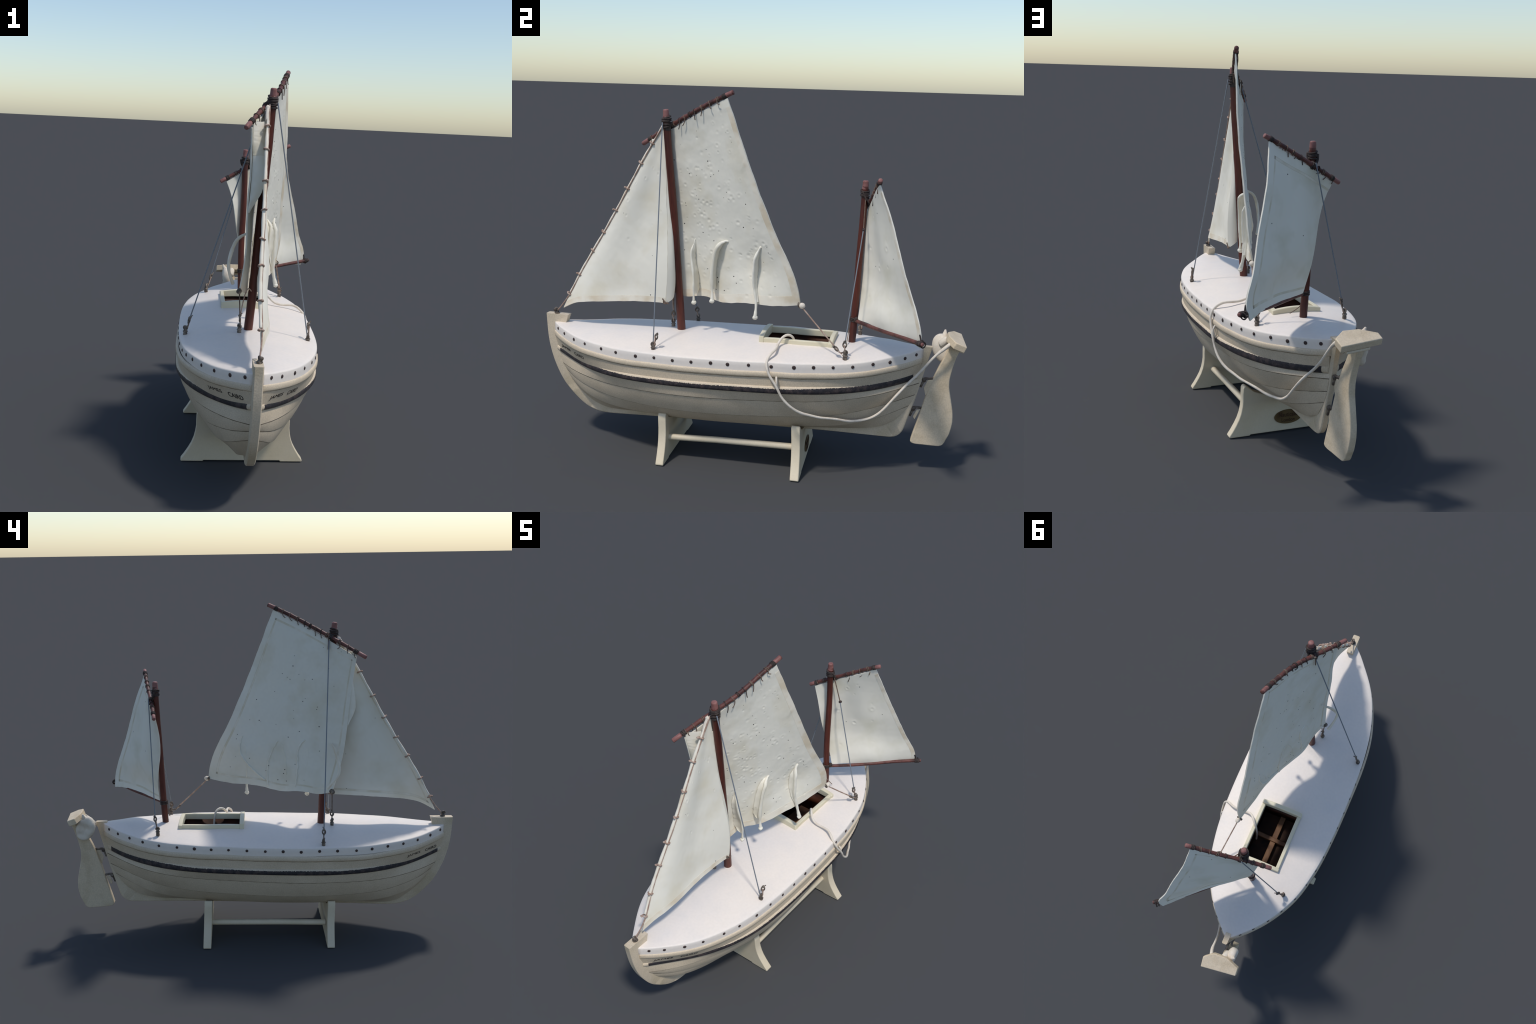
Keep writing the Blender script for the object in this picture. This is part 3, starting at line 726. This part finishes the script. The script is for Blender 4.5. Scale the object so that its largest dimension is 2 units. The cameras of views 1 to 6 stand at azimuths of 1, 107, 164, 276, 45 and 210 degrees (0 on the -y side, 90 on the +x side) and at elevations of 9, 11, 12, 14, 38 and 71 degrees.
HEAD = [(.006, -.491, 1.440), (.050, -.380, 1.503), (.098, -.262, 1.568), (.124, -.150, 1.626), (.140, -.069, 1.664)]
LEECH = [(.140, -.069, 1.664), (.150, .016, 1.444), (.152, .101, 1.233), (.147, .190, 1.041), (.147, .262, .888), (.131, .284, .782)]
LUFF = [(.006, -.491, 1.440), (.010, -.466, 1.259), (.003, -.447, 1.079), (.0, -.421, .911), (-.018, -.378, .758)]
FOOT = [(-.018, -.378, .758), (.011, -.310, .738), (.017, -.214, .750), (.050, -.116, .740), (.088, .007, .756), (.115, .141, .762), (.131, .284, .782)]
NVM, NUM = 190, 130
S = coons(HEAD, FOOT, LUFF, LEECH, NUM, NVM)
U, Vv = np.meshgrid(np.linspace(0, 1, NUM), np.linspace(0, 1, NVM))
belly_u = lambda k, v: spline(k, v, np.linspace(0, 1, NUM))[None, :]
belly_v = lambda k, v: spline(k, v, np.linspace(0, 1, NVM))[:, None]
S[..., 0] -= belly_u([0, .12, .2, .3, .45, .62, .80, .92, 1], [0, .40, .52, .60, .86, .92, .66, .32, 0]) * belly_v([0, .1, .2, .4, .6, .78, .9, 1], [0, .015, .022, .029, .031, .026, .018, 0])
S[..., 0] -= .024 * np.exp(-((U - .77) / .16) ** 2 - ((Vv - .81) / .12) ** 2)
MS, MSS, MSN = sail("main_sail", S, M["sail"], None, .0050, .0034, 21, 135,
                    hems=[("hem", (0, .035, 0, 1)), ("hem", (.035, 1, 0, .045)), ("hem", (.035, 1, .95, 1)), ("hem", (.965, 1, .045, .95))], starboard=[(.955, 1, 0, 1), (.04, .955, .955, 1)])
# reef points: limp strips of canvas stitched at the top, knotted at the foot
REEF = [[(.052, -.249, 1.020), (.062, -.262, .960), (.066, -.256, .900), (.070, -.247, .842), (.068, -.245, .786), (.058, -.245, .725)],
        [(.100, -.073, 1.032), (.106, -.100, 1.024), (.108, -.128, .985), (.104, -.140, .930), (.096, -.148, .860), (.086, -.146, .790), (.086, -.146, .748)],
        [(.122, .090, 1.024), (.128, .068, .975), (.130, .062, .920), (.126, .062, .854), (.122, .075, .782), (.134, .078, .706)],
        [(.108, .093, 1.019), (.104, .106, .941), (.094, .063, .871), (.084, .018, .824), (.078, -.023, .792)],
        [(.068, -.093, 1.000), (.068, -.054, .932), (.064, -.039, .859), (.066, -.041, .764)],
        [(.026, -.237, 1.016), (.030, -.205, .978), (.022, -.198, .891), (.020, -.186, .772)],
        [(.006, -.372, 1.005), (-.030, -.386, .985), (-.058, -.404, .930), (-.068, -.412, .875), (-.062, -.385, .825), (-.050, -.355, .785)]]
WID = [(.0060, 1.2), (.0065, 1.3), (.0068, 1.3), (.0045, 1.2), (.0045, 1.2), (.0045, 1.2), (.0062, 1.1)]
for k, (pts, (r, fl)) in enumerate(zip(REEF, WID)):
    P = path(pts, 30)
    if k < 3: P[:, 0] -= (.011, .010, .009)[k] * np.sin(np.pi * np.linspace(0, 1, 30) ** .7)
    if 3 <= k <= 5:
        for n_, p in enumerate(P):
            q = ((MSS - p) ** 2)[..., 1:].sum(-1); i, j = np.unravel_index(q.argmin(), q.shape); P[n_] = MSS[i, j] - MSN[i, j] * .0035
    if k < 3:
        for n_ in range(5):
            q = ((MSS - P[n_]) ** 2)[..., 1:].sum(-1); i, j = np.unravel_index(q.argmin(), q.shape); w_ = n_ / 5; P[n_] = P[n_] * w_ + (MSS[i, j] + MSN[i, j] * .003) * (1 - w_)
    rr = r * (1 + .30 * fbm(P * 14, 40 + k, 3)); f = np.linspace(0, 1, 30)
    rr = rr * (.65 + .35 * np.clip(f / .15, 0, 1))
    if k < 3: rr = rr * (1 - .30 * np.exp(-((f - .86) / .07) ** 2))
    g = Geo(); V, F = tube(P, rr, 12, flat=fl, axis=(0, 1, 0)); g.put(V, F)
    if k < 3:
        V, F = ball(P[-1], (.011, .012, .010), 12, 8, lump=.08); g.put(V, F)
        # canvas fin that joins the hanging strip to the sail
        J = int(30 * (.88, .86, .80)[k]); rows = []
        for p in P[:J]:
            q = ((MSS - p) ** 2)[..., 1:].sum(-1); i, j = np.unravel_index(q.argmin(), q.shape); b = MSS[i, j] + MSN[i, j] * .001
            kk = min(1.0, (J - len(rows)) / 4) ** .6; b = p + (b - p) * kk; rows.append([p + (b - p) * t + np.array([0, .004 * math.sin(3 * t), 0]) for t in np.linspace(0, 1, 7)])
        R = np.array(rows); nn2 = grid_normals(R); wdt = (np.linspace(.0045, .010, 7)[None, :] * np.clip(np.arange(J) / 5, .25, 1)[:, None] * (1 + .12 * fbm(R * 10, 90 + k, 2)))[..., None]; V, F = shell(R + nn2 * wdt, R - nn2 * wdt); g.put(V, F)
    g.done("reef_point", M["sail"] if k != 6 else M["hem"], MS, 60)

# clew knot and tack knot
g = Geo(); V, F = ball((.133, .292, .781), (.012, .014, .013), 12, 8, lump=.06); g.put(V, F); g.done("clew_knot", M["rope"], MS)
g = Geo(); V, F = torus((.131, .279, .783), (.2, 1, .2), .011, .003, 14, 6); g.put(V, F); V, F = ball((.119, .281, .786), .007, 8, 6); g.put(V, F); g.done("clew_tie", M["metal"], MS)
g = Geo(); V, F = ball((-.021, -.379, .757), (.012, .012, .012), 12, 8, lump=.06); g.put(V, F); V, F = torus((-.019, -.374, .760), (1, .3, 0), .011, .003, 14, 6); g.put(V, F); g.done("tack_knot", M["metal"], MS)

# jib
JHEAD = [(.066, -.400, 1.532), (.070, -.392, 1.532)]
JLUFF = [(.066, -.402, 1.530), (.068, -.510, 1.350), (.071, -.610, 1.167), (.072, -.715, .989), (.076, -.821, .810), (.090, -.905, .640)]
JLEECH = [(.069, -.394, 1.531), (.068, -.384, 1.325), (.074, -.374, 1.121), (.092, -.362, .95), (.099, -.362, .86), (.092, -.371, .716)]
JFOOT = [(.090, -.905, .640), (.098, -.860, .664), (.104, -.829, .677), (.113, -.748, .691), (.109, -.661, .700), (.092, -.573, .707), (.087, -.470, .714), (.092, -.371, .716)]
S = coons(JHEAD, JFOOT, JLUFF, JLEECH, 80, 150)
U, Vv = np.meshgrid(np.linspace(0, 1, 80), np.linspace(0, 1, 150))
S[..., 0] -= .013 * spline([0, .2, .35, .5, .7, .85, 1], [0, .2, .55, .9, .7, .3, 0], U[0])[None, :] * spline([0, .2, .4, .6, .85, .94, 1], [0, .3, .7, 1, .85, .6, 0], Vv[:, 0])[:, None]
S[..., 0] += .004 * np.sin(U * 10 + .3) * Vv * np.sin(np.pi * U)
JS, JSS, JSN = sail("jib_sail", S, M["jib"], None, .0045, .0022, 33, 10,
                    hems=[("hem", (.05, 1, 0, .05)), ("hem", (.975, 1, .05, 1))], starboard=[(.97, 1, 0, 1)])
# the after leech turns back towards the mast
A = path(JLEECH, 40)[4:]; Bk = path([(.060, -.384, 1.46), (.058, -.372, 1.25), (.056, -.356, 1.05), (.054, -.344, .90), (.052, -.342, .80), (.055, -.347, .752)], len(A))
G = np.stack([A * (1 - t) + Bk * t + np.array([0, .012, 0]) * math.sin(math.pi * t) for t in np.linspace(0, 1, 8)], 1); Nn = grid_normals(G)
V, F = shell(G + Nn * .002, G - Nn * .002); mk("jib_leech_fold", V, F, M["jib"], JS, 60)
LUP = path(LUFF, 120)
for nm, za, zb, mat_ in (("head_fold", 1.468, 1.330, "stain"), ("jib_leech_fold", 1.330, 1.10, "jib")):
    rows = []
    for z in np.linspace(za, zb, 40):
        a_ = LUP[np.abs(LUP[:, 2] - min(z, 1.436)).argmin()] + np.array([.004, .004, max(z - 1.436, 0)])
        col = JSS[:, 40]; b_ = col[np.abs(col[:, 2] - z).argmin()] + np.array([-.002, 0, 0])
        lo_ = np.clip((z - 1.09) / .14, 0, 1); b_ = a_ + (b_ - a_) * (lo_ * lo_ * (3 - 2 * lo_)) ** .8
        rows.append([a_ + (b_ - a_) * t + np.array([.010, .012, 0]) * math.sin(math.pi * t) * math.sin(z * 9) for t in np.linspace(0, 1, 16)])
    G = np.array(rows); G = G + .0030 * (fbm(G * 12, 77, 3) * np.sin(np.pi * np.linspace(0, 1, 16))[None, :])[..., None]; Nn = grid_normals(G)
    V, F = shell(G + Nn * .0018, G - Nn * .0018); mk(nm, V, F, M[mat_], JS, 60)
# luff rope with seizings, down to the eye on the stem head
LR = path([(.067, -.398, 1.54), (.068, -.512, 1.352), (.071, -.613, 1.168), (.072, -.718, .990), (.076, -.824, .812), (.086, -.915, .655), (.085, -.940, .625)], 90)
g = Geo(); V, F = tube(LR + np.concatenate([np.tile([.005, .004, -.001], (80, 1)), np.linspace([.005, .004, -.001], [0, 0, 0], 10)]), .0033 * (1 + .12 * fbm(LR * 12, 6, 2)), 8); g.put(V, F); g.done("luff_rope", M["tie"], JS)
LR2 = LR[3:80] + np.array([-.001, .001, -.001]); rr = .0066 * (1 + .25 * fbm(LR2 * 9, 8, 3)) * np.clip(np.linspace(.3, 6, len(LR2)), 0, 1); g = Geo(); V, F = tube(LR2, rr, 9); g.put(V, F); g.done("luff_bolt_rope", M["hem"], JS)
for f in (.10, .20, .33, .445, .56, .665, .795, .90):
    p, t = at(LR, f); g = Geo(); k = rng.normal(size=3) * .15
    V, F = torus(p + [0, .003, .001], unit(t + k), .0105, .0034, 16, 7); g.put(V, F)
    V, F = ball(p + [-.006 * rng.choice([-1, 1]), -.010, .006], (.007, .0055, .0045), 8, 6, lump=.1); g.put(V, F); g.done("seizing", M["tie"], JS)
g = Geo(); V, F = torus((.091, -.374, .722), (1, .2, .4), .009, .0028, 14, 6); g.put(V, F); V, F = tube(path([(.098, -.385, .738), (.096, -.372, .722), (.094, -.356, .716)], 8), .003, 7); g.put(V, F); g.done("clew_tie", M["cord"], JS)
g = Geo(); V, F = ball((.063, -.404, 1.522), (.010, .010, .013), 12, 8, lump=.12); g.put(V, F); V, F = tube(path([(.064, -.405, 1.525), (.062, -.420, 1.50), (.062, -.432, 1.475)], 10), .007, 8); g.put(V, F); g.done("jib_head_knot", M["rope"], JS)

# mizzen sail
ZHEAD = [(-.143, .500, 1.158), (-.066, .528, 1.205), (.029, .563, 1.259), (.106, .589, 1.303), (.156, .609, 1.334)]
ZLEECH = [(.156, .609, 1.334), (.180, .680, 1.162), (.226, .742, .981), (.262, .806, .828), (.283, .832, .735), (.268, .830, .690)]
ZLUFF = [(-.143, .500, 1.158), (-.110, .490, 1.072), (-.088, .494, .952), (-.062, .515, .822), (-.028, .512, .703)]
ZFOOT = [(-.028, .512, .703), (.030, .572, .705), (.088, .626, .706), (.150, .694, .707), (.205, .758, .704), (.240, .800, .698), (.268, .830, .690)]
S = coons(ZHEAD, ZFOOT, ZLUFF, ZLEECH, 80, 110)
U, Vv = np.meshgrid(np.linspace(0, 1, 80), np.linspace(0, 1, 110))
wv = .006 * np.sin(U * 11 + Vv * 4) * np.sin(np.pi * Vv) * np.sin(np.pi * U); S[..., 0] += wv * .7; S[..., 1] -= wv * .7
bl = .021 * spline([0, .2, .4, .62, .85, 1], [0, .65, 1, .40, 0, 0], U[0])[None, :] * spline([0, .2, .45, .65, .82, .93, 1], [0, .35, 1, .75, -.15, -.35, 0], Vv[:, 0])[:, None]
S[..., 0] -= .61 * bl; S[..., 1] += .79 * bl
ZS, ZSS, ZSN = sail("mizzen_sail", S, M["mizsail"], None, .0045, .0030, 57, 10,
                    hems=[("hem", (0, .065, 0, 1)), ("hem", (.065, 1, .92, 1)), ("hem", (.96, 1, 0, .92))], starboard=[(.05, .97, .95, 1)])
V, F = torus((.007, .524, 1.116), (.8, -.6, 0), .0062, .0028, 14, 7); mk("grommet", V, F, M["bolt"], ZS, 60)
V, F = ball((.008, .5235, 1.116), (.005, .005, .005), 10, 6); mk("grommet_eye", V, F, M["bolt"], ZS, 60)
g = Geo()
for p in ((.296, .842, .712), (.288, .834, .716)):
    V, F = torus(p, (.7, .7, 0), .012, .0030, 14, 6); g.put(V, F)
g.done("clew_tie", M["lash"], ZS)
g = Geo(); V, F = tube(path([(.285, .825, .75), (.289, .831, .725), (.287, .829, .705)], 8), .0035, 6); g.put(V, F); g.done("clew_stitch", M["lash"], ZS)

# ------------------------------------------------------------------ rigging
RIG = add("rigging", bpy.data.meshes.new("rigging"), None)


def wire(a, b, r=.0026, mat="wire", name="shroud", sag=0.0, n=12):
    a, b = np.array(a), np.array(b); P = np.array([a + (b - a) * t - [0, 0, sag * 4 * t * (1 - t)] for t in np.linspace(0, 1, n)])
    V, F = tube(P, r, 8); return mk(name, V, F, M[mat], RIG, 60)


def eyebolt(base, top, toward=None, twist=0.0):
    """deck eye with a lashed thimble above it"""
    base, top = np.array(base, float), np.array(top, float); d = unit(top - base); g = Geo()
    V, F = tube(path([base + [0, 0, -.012], base + [0, 0, .012], base + [0, 0, .020]], 8), np.linspace(.0098, .0066, 8), 10); g.put(V, F)
    V, F = torus(base + [0, 0, .021], unit(np.array([math.cos(twist), math.sin(twist), .25])), .0082, .0040, 14, 7); g.put(V, F)
    V, F = torus(base + [0, 0, .006], (0, 0, 1), .0085, .003, 14, 6); g.put(V, F)
    L = np.linalg.norm(top - base)
    V, F = tube(path([base + [0, 0, .024], base + d * L * .55 + [.002, 0, 0], top - d * .010], 10), [.0050, .0044, .0034, .003, .003, .003, .003, .0036, .0044, .005], 8); g.put(V, F)
    V, F = torus(top, unit(np.cross(d, [math.cos(twist + .8), math.sin(twist + .8), 0])), .0082, .0036, 14, 7, squash=1.25); g.put(V, F)
    V, F = ball(top + d * .012, (.0075, .0065, .0060), 10, 6, lump=.15); g.put(V, F)
    V, F = tube([top + d * .010, top + d * .018 + np.array([.009, .006, .004])], .0024, 6); g.put(V, F)
    g.done("deck_eye", M["metal"], RIG)
    V, F = tube(path([base + d * .02 + [.003, .003, 0], top + [.003, -.003, 0]], 6), .0030, 6); mk("lanyard", V, F, M["tie"], RIG, 60)


eyebolt((.281, -.349, .553), (.281, -.334, .610), twist=.3)
eyebolt((-.246, -.339, .557), (-.231, -.340, .612), twist=1.2)
eyebolt((.157, .499, .578), (.145, .492, .630), twist=.6)
eyebolt((.157, .497, .580), (.158, .458, .612), twist=1.9)
eyebolt((-.227, .490, .590), (-.206, .505, .655), twist=.2)
eyebolt((-.013, -.376, .585), (-.013, -.376, .640), twist=.9)
wire((.104, -.388, 1.546), (.280, -.350, .560), .0027)
wire((.046, -.354, 1.520), (-.230, -.340, .616), .0027)
wire((.007, .523, 1.116), (.146, .493, .640), .0026)
wire((-.036, .518, 1.262), (.007, .523, 1.116), .0026, "cord", "shroud_tail")
wire((-.056, .548, 1.242), (-.206, .505, .660), .0026)
wire((.046, -.352, 1.545), (.044, -.350, 1.475), .0028, "cord", "halyard_tail"); wire((.050, -.352, 1.545), (.052, -.349, 1.47), .0020, "rope", "halyard_tail")
wire((-.019, -.376, .752), (-.013, -.376, .650), .0026, "cord", "tack_line", 0)
V, F = tube(path([(.030, -.352, .755), (.018, -.366, .768), (.004, -.374, .74), (-.004, -.376, .70), (-.010, -.376, .66)], 20), .0025, 7); mk("tack_line", V, F, M["tie"], RIG, 60)
V, F = tube(path([(.131, .286, .780), (.146, .378, .690), (.158, .455, .617)], 16), .0032, 8); mk("main_sheet", V, F, M["tie"], RIG, 60)
V, F = tube(path([(-.042, .472, .71), (-.045, .470, .65), (.01, .474, .606)], 12), .0001 + .0018, 6); mk("sheet_tail", V, F, M["cord"], RIG, 60)
# eye on the stem head
g = Geo(); V, F = tube([(.085, -.950, .598), (.085, -.950, .618)], .0085, 10); g.put(V, F); V, F = torus((.085, -.949, .625), (.9, .3, .1), .0085, .0045, 14, 7); g.put(V, F)
V, F = ball((.091, -.952, .626), (.009, .008, .008), 10, 6, lump=.12); g.put(V, F); V, F = torus((.085, -.945, .612), (0, .2, 1), .010, .0035, 14, 7); g.put(V, F); g.done("stem_eye", M["metal"], RIG)

# the long white rope: from the well over the side, in a bight under the hull, up to the yoke
ROPE = [(.060, .262, .420), (.058, .248, .540), (.074, .232, .622), (.093, .215, .628), (.127, .192, .604), (.175, .193, .590), (.221, .195, .589), (.268, .182, .562), (.287, .186, .530), (.291, .200, .498),
        (.291, .222, .468), (.283, .253, .411), (.262, .308, .350), (.225, .365, .320), (.190, .415, .303), (.153, .466, .290), (.120, .508, .275), (.084, .545, .267), (.070, .595, .279), (.058, .645, .309), (.044, .690, .361),
        (.016, .741, .424), (-.009, .785, .476), (-.024, .830, .528), (-.034, .872, .577), (-.044, .902, .606), (-.056, .927, .628)]
P = path(ROPE, 160); P = P + .0022 * np.stack([fbm(P * 7, s, 2) for s in (70, 71, 72)], 1)
V, F = tube(P, .0056 * (1 + .14 * fbm(P * 10, 74, 3)) * (1 + .7 * np.clip((np.arange(160) - 150) / 9, 0, 1)), 10); mk("loose_rope", V, F, M["rope"], RIG, 60)
V, F = tube(W(path([(.300, .200, .492), (.309, .203, .475), (.304, .206, .452), (.298, .208, .440)], 12)), .0046, 8); mk("grab_loop", V, F, M["rope"], RIG, 60)
bpy.context.view_layer.update()
